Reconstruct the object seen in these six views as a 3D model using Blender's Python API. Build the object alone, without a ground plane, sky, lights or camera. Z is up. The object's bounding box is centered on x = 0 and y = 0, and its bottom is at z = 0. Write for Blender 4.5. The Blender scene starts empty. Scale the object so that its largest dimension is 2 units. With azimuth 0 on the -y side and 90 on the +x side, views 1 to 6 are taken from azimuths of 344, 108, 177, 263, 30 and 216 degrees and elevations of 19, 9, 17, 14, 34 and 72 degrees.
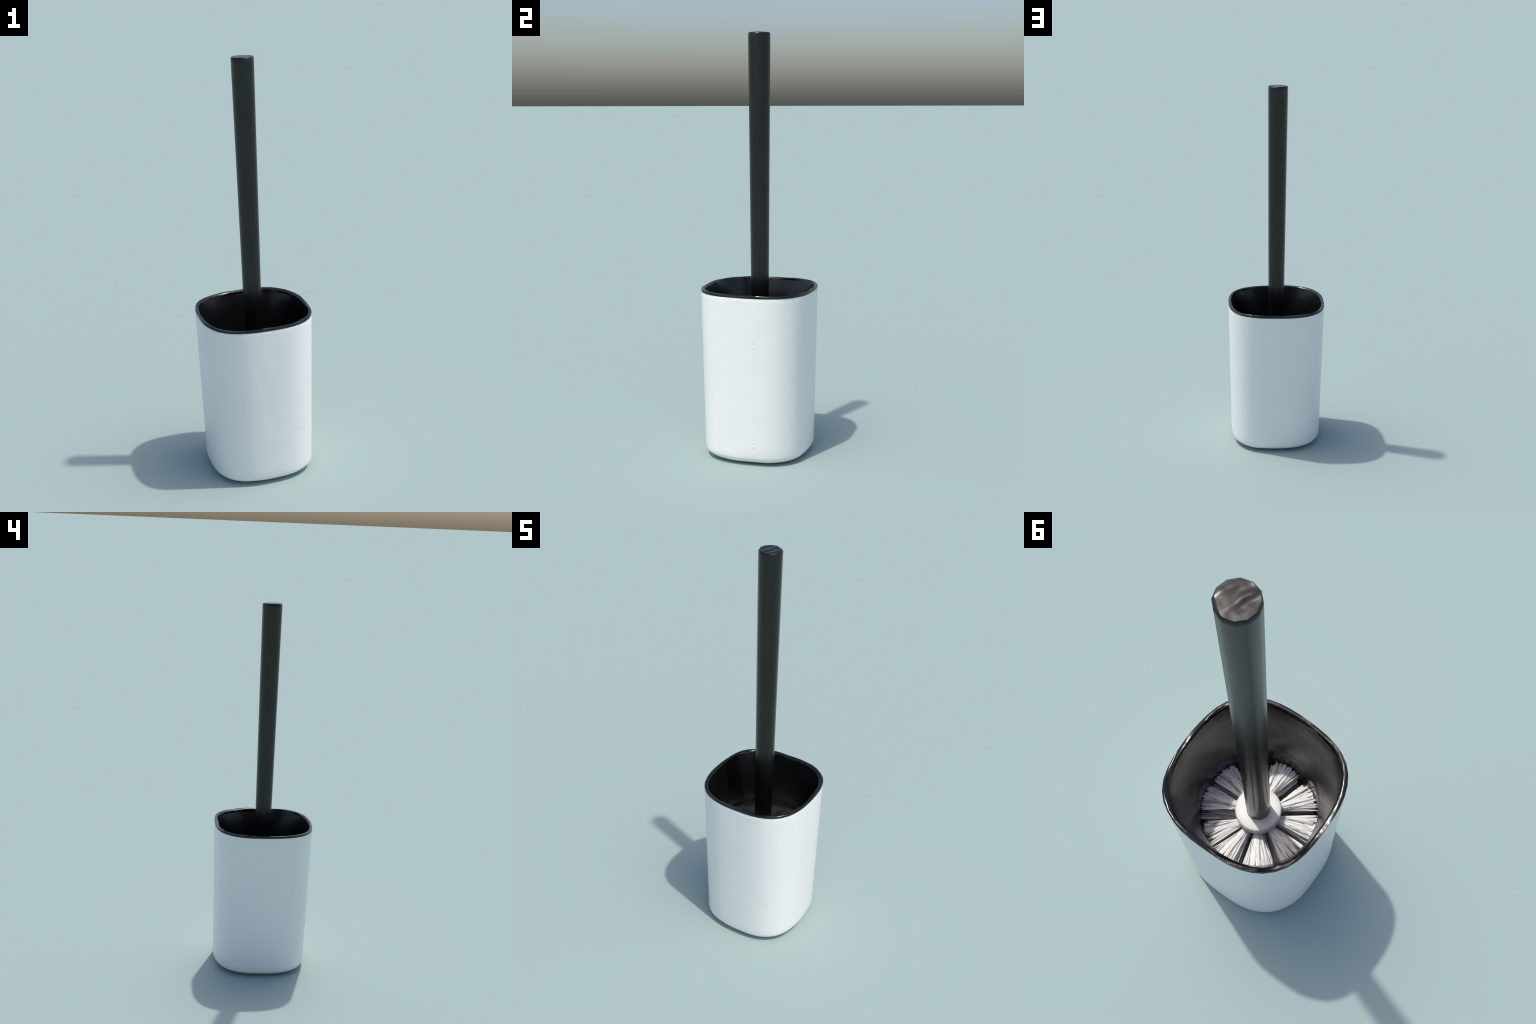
"""Bathroom toilet brush standing in a white rounded-square holder with a glossy black liner."""
import bpy, bmesh, math, random
from mathutils import Vector, noise

rng = random.Random(7)

# ------------------------------------------------------------------ sizes (metres)
HOLDER_TOP = 0.810        # top of the black rim
HALF_TOP = 0.2648         # half width of the rounded square at the rim
HALF_BASE = 0.2493        # same, extrapolated to the ground
SQUARENESS = 2.76         # superellipse exponent of the plan
SEGMENTS = 48             # facets round the holder
LINER = 0.0165            # thickness of the black rim
SHELL_TOP = 0.7985        # white shell ends here, under the black lip
HANDLE_SIDES = 12
R_BRISTLE = 0.2060
Z_TUFT_ROOT, Z_TUFT_TIP = 0.464, 0.452
TUFTS = 10
WELL_TOP, WELL_R = 0.543, 0.2075   # round well that the lining funnels into


# ------------------------------------------------------------------ node helpers
def new_material(name):
    m = bpy.data.materials.new(name)
    m.use_nodes = True
    nt = m.node_tree
    return m, nt, nt.nodes["Principled BSDF"]


def node(nt, kind, **props):
    n = nt.nodes.new(kind)
    for k, v in props.items():
        setattr(n, k, v)
    return n


def math_node(nt, op, a, b=None, c=None):
    n = node(nt, "ShaderNodeMath", operation=op)
    for i, v in enumerate((a, b, c)):
        if v is None:
            continue
        if isinstance(v, (int, float)):
            n.inputs[i].default_value = v
        else:
            nt.links.new(v, n.inputs[i])
    return n.outputs[0]


def noise_tex(nt, vec, scale, detail=2.0, rough=0.5):
    n = node(nt, "ShaderNodeTexNoise")
    n.inputs["Scale"].default_value = scale
    n.inputs["Detail"].default_value = detail
    n.inputs["Roughness"].default_value = rough
    nt.links.new(vec, n.inputs["Vector"])
    return n.outputs["Fac"]


def ramp(nt, fac, stops):
    r = node(nt, "ShaderNodeValToRGB")
    els = r.color_ramp.elements
    while len(els) < len(stops):
        els.new(0.5)
    for e, (p, c) in zip(els, stops):
        e.position = p
        e.color = (*c, 1.0)
    nt.links.new(fac, r.inputs["Fac"])
    return r.outputs["Color"]


def bump(nt, bsdf, height, strength, distance):
    b = node(nt, "ShaderNodeBump")
    b.inputs["Strength"].default_value = strength
    b.inputs["Distance"].default_value = distance
    nt.links.new(height, b.inputs["Height"])
    nt.links.new(b.outputs["Normal"], bsdf.inputs["Normal"])


# ------------------------------------------------------------------ materials
def white_plastic():
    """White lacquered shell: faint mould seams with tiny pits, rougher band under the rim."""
    m, nt, bsdf = new_material("white_lacquer")
    tc = node(nt, "ShaderNodeTexCoord")
    obj = tc.outputs["Object"]
    sep = node(nt, "ShaderNodeSeparateXYZ")
    nt.links.new(obj, sep.inputs[0])
    x, y, z = sep.outputs
    cloud = noise_tex(nt, obj, 3.0, 2.0)
    nt.links.new(ramp(nt, cloud, [(0.3, (0.860, 0.856, 0.828)), (0.7, (0.880, 0.876, 0.846))]),
                 bsdf.inputs["Base Color"])
    bsdf.inputs["Roughness"].default_value = 0.36
    ang = math_node(nt, "ARCTAN2", y, x)
    mask = None
    # four vertical seams; the last one leans
    for a0, lean in ((-1.825, 0.0), (-0.94, 0.0), (0.185, 0.0), (0.93, 0.42)):
        centre = math_node(nt, "MULTIPLY_ADD", z, lean, a0)
        d = math_node(nt, "ABSOLUTE", math_node(nt, "SUBTRACT", ang, centre))
        s = math_node(nt, "MAXIMUM", math_node(nt, "SUBTRACT", 1.0, math_node(nt, "DIVIDE", d, 0.035)), 0.0)
        mask = s if mask is None else math_node(nt, "MAXIMUM", mask, s)
    pits = noise_tex(nt, obj, 75.0, 3.0, 0.6)
    patchy = noise_tex(nt, obj, 9.0, 1.0)
    on = math_node(nt, "MULTIPLY", math_node(nt, "MAXIMUM", math_node(nt, "SUBTRACT", patchy, 0.45), 0.0), 5.0)
    seam = math_node(nt, "MULTIPLY", math_node(nt, "MULTIPLY", mask, on), math_node(nt, "SUBTRACT", pits, 0.5))
    band = math_node(nt, "MAXIMUM", math_node(nt, "MULTIPLY", math_node(nt, "SUBTRACT", z, 0.765), 22.0), 0.0)
    mapn = node(nt, "ShaderNodeMapping")
    mapn.inputs["Scale"].default_value = (1, 1, 2.2)
    nt.links.new(obj, mapn.inputs[0])
    rag = noise_tex(nt, mapn.outputs[0], 55.0, 3.0, 0.6)
    h = math_node(nt, "ADD", seam, math_node(nt, "MULTIPLY", band, math_node(nt, "SUBTRACT", rag, 0.5)))
    broad = noise_tex(nt, obj, 14.0, 1.0)
    h = math_node(nt, "MULTIPLY_ADD", broad, 0.25, h)
    bump(nt, bsdf, h, 0.8, 0.006)
    return m


def black_gloss(name, roughness, bump_scale=22.0, strength=0.25, distance=0.004):
    """Glossy black plastic with a slightly uneven surface."""
    m, nt, bsdf = new_material(name)
    tc = node(nt, "ShaderNodeTexCoord")
    obj = tc.outputs["Object"]
    n = noise_tex(nt, obj, bump_scale, 2.0)
    nt.links.new(ramp(nt, n, [(0.35, (0.003, 0.003, 0.003)), (0.7, (0.006, 0.006, 0.006))]),
                 bsdf.inputs["Base Color"])
    bsdf.inputs["Roughness"].default_value = roughness
    bsdf.inputs["IOR"].default_value = 1.5
    bump(nt, bsdf, n, strength, distance)
    return m


def bristle_material(name, stops, dark_streak=0.35):
    """Nylon bristles: each bristle takes its own tone, with fine darker streaks along it."""
    m, nt, bsdf = new_material(name)
    geo = node(nt, "ShaderNodeNewGeometry")
    tone = ramp(nt, geo.outputs["Random Per Island"], stops)
    tc = node(nt, "ShaderNodeTexCoord")
    along = node(nt, "ShaderNodeMapping")
    along.inputs["Scale"].default_value = (14.0, 110.0, 60.0)
    nt.links.new(tc.outputs["Object"], along.inputs[0])
    n = noise_tex(nt, along.outputs[0], 1.0, 3.0, 0.6)
    f = ramp(nt, n, [(0.34, (1 - dark_streak,) * 3), (0.44, (1, 1, 1))])
    mix = node(nt, "ShaderNodeMix", data_type="RGBA", blend_type="MULTIPLY")
    mix.inputs["Factor"].default_value = 1.0
    nt.links.new(tone, mix.inputs["A"])
    nt.links.new(f, mix.inputs["B"])
    nt.links.new(mix.outputs["Result"], bsdf.inputs["Base Color"])
    bsdf.inputs["Roughness"].default_value = 0.25
    bump(nt, bsdf, n, 0.35, 0.004)
    return m


def hub_material():
    m, nt, bsdf = new_material("white_hub_plastic")
    tc = node(nt, "ShaderNodeTexCoord")
    n = noise_tex(nt, tc.outputs["Object"], 24.0, 2.0)
    nt.links.new(ramp(nt, n, [(0.3, (0.80, 0.79, 0.77)), (0.7, (0.86, 0.855, 0.84))]), bsdf.inputs["Base Color"])
    bsdf.inputs["Roughness"].default_value = 0.5
    bump(nt, bsdf, n, 0.25, 0.004)
    return m


MAT_WHITE = white_plastic()
MAT_LINER = black_gloss("black_liner_gloss", 0.26, 16.0, 0.30, 0.006)
MAT_RIM = black_gloss("black_rim_gloss", 0.20, 20.0, 0.3, 0.008)
MAT_HANDLE = black_gloss("black_handle_gloss", 0.26, 10.0, 0.08, 0.003)
MAT_CAP = black_gloss("black_cap_gloss", 0.22, 20.0, 0.05, 0.003)
MAT_HUB = hub_material()
MAT_BRISTLE = bristle_material("white_bristles", [
    (0.0, (0.30, 0.295, 0.28)), (0.05, (0.50, 0.495, 0.48)), (0.14, (0.86, 0.855, 0.84)),
    (1.0, (0.95, 0.945, 0.93))], 0.60)


# ------------------------------------------------------------------ mesh helpers
def make_object(name, verts, faces, material, parent=None, smooth=True, sharp_angle=None):
    me = bpy.data.meshes.new(name)
    me.from_pydata([tuple(v) for v in verts], [], faces)
    bm = bmesh.new()
    bm.from_mesh(me)
    bmesh.ops.recalc_face_normals(bm, faces=bm.faces)
    bm.to_mesh(me)
    bm.free()
    me.materials.append(material)
    if smooth:
        me.shade_smooth()
        if sharp_angle is not None:
            me.set_sharp_from_angle(angle=math.radians(sharp_angle))
    ob = bpy.data.objects.new(name, me)
    bpy.context.scene.collection.objects.link(ob)
    if parent is not None:
        ob.parent = parent
    return ob


def make_root(name, label, category):
    e = bpy.data.objects.new(name, None)
    e.empty_display_size = 0.1
    bpy.context.scene.collection.objects.link(e)
    e["label"] = label
    e["category"] = category
    return e


def rounded_square(half, z, n=SQUARENESS, segments=SEGMENTS, wobble=0.0, seed=0.0):
    """One horizontal section: a superellipse with points spaced evenly along its edge."""
    fine = []
    for i in range(720):
        t = 2 * math.pi * i / 720
        c, s = math.cos(t), math.sin(t)
        fine.append(Vector((half * math.copysign(abs(c) ** (2 / n), c),
                            half * math.copysign(abs(s) ** (2 / n), s), z)))
    lens = [0.0]
    for i in range(720):
        lens.append(lens[-1] + (fine[(i + 1) % 720] - fine[i]).length)
    out, j = [], 0
    for k in range(segments):
        target = lens[-1] * (k + 0.35) / segments
        while lens[j + 1] < target:
            j += 1
        f = (target - lens[j]) / max(1e-9, lens[j + 1] - lens[j])
        p = fine[j].lerp(fine[(j + 1) % 720], f)
        if wobble:
            d = Vector((p.x, p.y, 0)).normalized()
            q = Vector((p.x * 9 + seed, p.y * 9, seed * 3.1))
            p = p + d * (wobble * noise.noise(q)) + Vector((0, 0, wobble * noise.noise(q + Vector((5, 9, 2)))))
        out.append(p)
    return out


def loft(rings, close_first=False, close_last=False):
    n = len(rings[0])
    verts = [p for r in rings for p in r]
    faces = []
    for k in range(len(rings) - 1):
        for i in range(n):
            j = (i + 1) % n
            faces.append((k * n + i, k * n + j, (k + 1) * n + j, (k + 1) * n + i))
    if close_first:
        faces.append(tuple(range(n)))
    if close_last:
        faces.append(tuple(range((len(rings) - 1) * n, len(rings) * n)))
    return verts, faces


def half_at(z):
    k = z / HOLDER_TOP
    return HALF_BASE + (HALF_TOP - HALF_BASE) * k + 0.0006


# ------------------------------------------------------------------ holder
holder = make_root("brush_holder", "white rounded square holder with glossy black lining and rim", "toilet brush holder")

# outer shell: flat underside with a slightly raised centre, rounded lower edge, straight flaring wall
RH, RW = 0.042, 0.0745
rings = [rounded_square(0.10, 0.006), rounded_square(half_at(0) - RW - 0.012, 0.004)]
for i in range(9):
    a = math.pi / 2 * (1 - i / 8)
    z = RH * (1 - math.sin(a))
    ring = rounded_square(half_at(z) - RW * (1 - math.cos(a)), z, wobble=0.0034, seed=8.0)
    for p in ring:
        p.z = max(p.z, 0.0)
    rings.append(ring)
for z in (0.07, 0.12, 0.2, 0.3, 0.4, 0.5, 0.6, 0.68, 0.74, 0.775, 0.79):
    rings.append(rounded_square(half_at(z), z, wobble=0.0006, seed=3.0))
rings.append(rounded_square(half_at(SHELL_TOP) - 0.0012, SHELL_TOP, wobble=0.0012, seed=4.0))
rings.append(rounded_square(half_at(SHELL_TOP) - 0.009, SHELL_TOP))
v, f = loft(rings, close_first=True)
make_object("outer_shell", v, f, MAT_WHITE, holder, sharp_angle=50)

# black rim: lip that caps the shell, with rounded edges and a slightly hand-made wobble
profile = [(0.0035, -0.0135), (0.0012, -0.0125), (-0.0002, -0.0095), (0.0000, -0.0045), (0.0020, -0.0012), (0.0055, 0.0),
           (0.0110, -0.0002), (0.0145, -0.0020), (LINER, -0.0060), (LINER + 0.001, -0.0160)]
rings = []
for k, (inset, dz) in enumerate(profile):
    z = HOLDER_TOP + dz
    rings.append(rounded_square(half_at(z) - inset, z, wobble=0.0044 if 3 <= k <= 8 else 0.0012, seed=1.0 + 0.55 * k))
v, f = loft(rings)
make_object("rim", v, f, MAT_RIM, holder, sharp_angle=60)

# black liner: funnels from the rounded square of the rim into a round well that grips the brush head
rings = [rounded_square(half_at(HOLDER_TOP) - LINER - 0.0002, HOLDER_TOP - 0.010, wobble=0.0012, seed=4.0)]
square = rounded_square(half_at(HOLDER_TOP) - LINER - 0.0015, 0.0)
for i in range(1, 11):
    t = i / 10
    z = 0.795 + (WELL_TOP - 0.795) * t
    e = t ** 0.9
    ring = []
    for p in square:
        q = p.lerp(p.normalized() * WELL_R, e)
        q.z = z
        d = noise.noise(Vector((p.x * 7, p.y * 7, z * 6)))
        ring.append(q + p.normalized() * (0.0016 * d * (1 - t)))
    rings.append(ring)
for r, z in ((WELL_R - 0.0022, WELL_TOP - 0.005), (WELL_R - 0.003, 0.50), (WELL_R - 0.004, 0.40), (WELL_R - 0.006, 0.2),
             (WELL_R - 0.010, 0.06), (WELL_R - 0.03, 0.032), (WELL_R - 0.06, 0.029)):
    ring = []
    for p in square:
        q = p.normalized() * r
        q.z = z
        ring.append(q)
    rings.append(ring)
v, f = loft(rings, close_last=True)
make_object("liner", v, f, MAT_LINER, holder, sharp_angle=35)


# ------------------------------------------------------------------ brush
brush = make_root("toilet_brush", "long black handle with white round bristle head", "toilet brush")
brush.location = (0, 0, 0.03)
bpy.context.view_layer.update()
BASE = Vector((0, 0, 0.03))


def local(points):
    return [Vector(p) - BASE for p in points]


def circle(r, z, sides, phase=0.0):
    return [Vector((r * math.cos(2 * math.pi * (i + phase) / sides), r * math.sin(2 * math.pi * (i + phase) / sides), z))
            for i in range(sides)]


def cut_flat(points, direction, distance):
    """Shorten the rays that run beyond a vertical plane (the pressed flat on the handle's end)."""
    d = Vector(direction).normalized()
    out = []
    for p in points:
        reach = p.x * d.x + p.y * d.y
        k = min(1.0, distance / reach) if reach > 1e-6 else 1.0
        out.append(Vector((p.x * k, p.y * k, p.z)))
    return out


FLAT = (0.61, 0.79, 0.0)
r_of = lambda z: 0.0408 + (0.0526 - 0.0408) * (z - 0.46) / (1.99 - 0.46)
rings = [circle(r_of(0.46) - 0.004, 0.500, HANDLE_SIDES), circle(r_of(0.46) - 0.001, 0.512, HANDLE_SIDES)]
for z in (0.525, 0.6, 0.75, 0.9, 1.1, 1.3, 1.5, 1.7, 1.85, 1.95, 1.978):
    rings.append(circle(r_of(z), z, HANDLE_SIDES))
rings.append(circle(r_of(1.99), 1.9930, HANDLE_SIDES))
rings.append(cut_flat(circle(0.0490, 1.9972, HANDLE_SIDES), FLAT, 0.044))
rings = [local(r) for r in rings]
v, f = loft(rings, close_first=True, close_last=True)
handle = make_object("handle", v, f, MAT_HANDLE, brush, sharp_angle=40)

# end cap: a crumpled disc let into the handle's top
CAP_R, N_R, N_A = 0.0486, 16, 84
along = Vector((0.38, 0.925, 0))
across = Vector((0.925, -0.38, 0))


def cap_relief(p, k):
    """Diagonal ridges, wavy along their run, dying out towards the edge."""
    u, w = p.dot(across), p.dot(along)
    ridge = math.sin(2 * math.pi * (u / 0.036 + 0.16 * noise.noise(p * 30.0)) + 2.2)
    strength = 0.5 + 0.8 * noise.noise(Vector((u * 22, w * 14, 1.7)))
    lump = noise.noise(Vector((p.x * 55, p.y * 55, 2.1)))
    return (0.00150 * ridge * strength + 0.0004 * lump) * (1 - k ** 6)


verts, faces = [Vector((0, 0, 1.9985 + cap_relief(Vector((0, 0, 0)), 0)))], []
outer_ring = circle(1.0, 0.0, HANDLE_SIDES)
for i in range(1, N_R + 1):
    k = i / N_R
    for j in range(N_A):
        t = j / N_A * HANDLE_SIDES
        a, b = outer_ring[int(t)], outer_ring[(int(t) + 1) % HANDLE_SIDES]
        p = cut_flat([a.lerp(b, t - int(t)) * CAP_R], FLAT, 0.0420)[0] * k
        p.z = 1.9985 - 0.0002 * k ** 4 + cap_relief(p, k)
        verts.append(p)
for j in range(N_A):
    faces.append((0, 1 + j, 1 + (j + 1) % N_A))
for i in range(N_R - 1):
    for j in range(N_A):
        a, b = 1 + i * N_A + j, 1 + i * N_A + (j + 1) % N_A
        faces.append((a, a + N_A, b + N_A, b))
last = 1 + (N_R - 1) * N_A
low = len(verts)
for j in range(N_A):
    p = verts[last + j].copy()
    p.x *= 1.012
    p.y *= 1.012
    p.z = 1.9945
    verts.append(p)
    faces.append((last + j, low + j, low + (j + 1) % N_A, last + (j + 1) % N_A))
for j in range(N_A):
    faces[-N_A + j] = (last + j, low + j, low + (j + 1) % N_A, last + (j + 1) % N_A)
top = max(p.z for p in verts)
verts = [p + Vector((0, 0, (2.0 - top) if p.z > 1.995 else 0)) for p in verts]
make_object("end_cap", local(verts), faces, MAT_CAP, handle, sharp_angle=50)

# hub: white collar holding the tufts, on a core that runs down through the head
hub_profile = [(0.034, 0.500), (0.040, 0.5125), (0.055, 0.5130), (0.0740, 0.5115), (0.0785, 0.5080), (0.0800, 0.5020),
               (0.0785, 0.4660), (0.074, 0.4620), (0.050, 0.4610)]
rings = []
for r, z in hub_profile:
    ring = circle(r, z, 28)
    for p in ring:
        if r > 0.05 and z > 0.48:
            p.z += 0.0022 * noise.noise(p * 38.0)
    # small moulded nick beside the handle
        if 0.05 < r < 0.06 and abs(math.atan2(p.y, p.x) - math.radians(118)) < 0.16:
            p.z -= 0.006
    rings.append(local(ring))
v, f = loft(rings, close_first=True, close_last=True)
make_object("hub", v, f, MAT_HUB, brush, sharp_angle=55)

rings = [local(circle(r, z, 24)) for r, z in ((0.052, 0.466), (0.052, 0.06), (0.040, 0.045), (0.02, 0.0405))]
v, f = loft(rings, close_first=True, close_last=True)
make_object("core", v, f, MAT_HUB, brush, sharp_angle=55)


# tufts: fans of separate bristles; a few mesh variants shared by all tufts
def bristle(verts, faces, spine, width, height):
    """A slender tapering bar with a rhombic section along the given spine of points."""
    base = len(verts)
    n = len(spine)
    for i, p in enumerate(spine):
        t = i / (n - 1)
        d = (spine[min(i + 1, n - 1)] - spine[max(i - 1, 0)]).normalized()
        side = d.cross(Vector((0, 0, 1))).normalized()
        up = side.cross(d)
        w = width * (0.55 + 0.45 * t) * (0.55 if i == n - 1 else 1)
        h = height * (0.55 if i == n - 1 else 1)
        verts += [p + side * w, p + up * h, p - side * w, p - up * h]
    for i in range(n - 1):
        for k in range(4):
            a, b = base + i * 4 + k, base + i * 4 + (k + 1) % 4
            faces.append((a, b, b + 4, a + 4))
    faces.append(tuple(base + k for k in range(4)))
    faces.append(tuple(base + (n - 1) * 4 + k for k in range(4)))


def tuft_mesh(seed):
    r = random.Random(seed)
    verts, faces = [], []
    sector = math.pi / TUFTS
    count = 62
    for i in range(count):
        u = r.uniform(-1, 1)                      # across the tuft
        lift = r.random() ** 0.5                  # 1 = on top of the bundle
        root_a = u * sector * 0.44
        tip_a = u * sector * 0.76 + r.gauss(0, 0.028)
        tip_r = R_BRISTLE - 0.002 - 0.016 * r.random() ** 2.2 - 0.002 * abs(u)
        z0 = (Z_TUFT_ROOT - 0.006 - 0.030 * (1 - lift)) - 0.008 * u * u
        z1 = (Z_TUFT_TIP - 0.036 * (1 - lift)) - 0.008 * u * u + r.gauss(0, 0.002)
        spine = []
        for k in range(5):
            t = k / 4
            rad = 0.050 + (tip_r - 0.050) * t
            a = root_a + (tip_a - root_a) * t ** 0.8
            z = z0 + (z1 - z0) * t + 0.005 * math.sin(math.pi * t) * (0.5 + 0.5 * lift)
            spine.append(Vector((rad * math.cos(a), rad * math.sin(a), z - BASE.z)))
        bristle(verts, faces, spine, 0.0020 + 0.0062 * r.random() ** 1.5, r.uniform(0.0010, 0.0024))
    me = bpy.data.meshes.new("bristle_tuft")
    me.from_pydata([tuple(p) for p in verts], [], faces)
    me.materials.append(MAT_BRISTLE)
    me.update()
    return me


head = bpy.data.objects.new("bristle_head", None)
head.empty_display_size = 0.05
bpy.context.scene.collection.objects.link(head)
head.parent = brush

variants = [tuft_mesh(100 + i) for i in range(6)]
ROWS = 9
# directions of the tufts round the hub, in degrees
TUFT_DIRECTIONS = (-124, -85, -50, -16, 19, 54, 87, 125, 165, 199)
EVEN = 360 / TUFTS
for row in range(ROWS):
    for k, deg in enumerate(TUFT_DIRECTIONS):
        before = (deg - TUFT_DIRECTIONS[k - 1]) % 360
        after = (TUFT_DIRECTIONS[(k + 1) % TUFTS] - deg) % 360
        ob = bpy.data.objects.new("bristle_tuft", variants[(k * 5 + row * 2 + (k * k) % 3) % 6])
        bpy.context.scene.collection.objects.link(ob)
        ob.parent = head
        # deeper rows are staggered, so they close the gaps further down
        a = math.radians(deg + (after / 2 if row >= 3 else 0)) + rng.gauss(0, 0.012)
        ob.rotation_euler = (rng.gauss(0, 0.015), rng.gauss(0, 0.01), a)
        ob.scale = (1, (before + after) / 2 / EVEN, 1)
        ob.location = (0, 0, -0.040 * row)
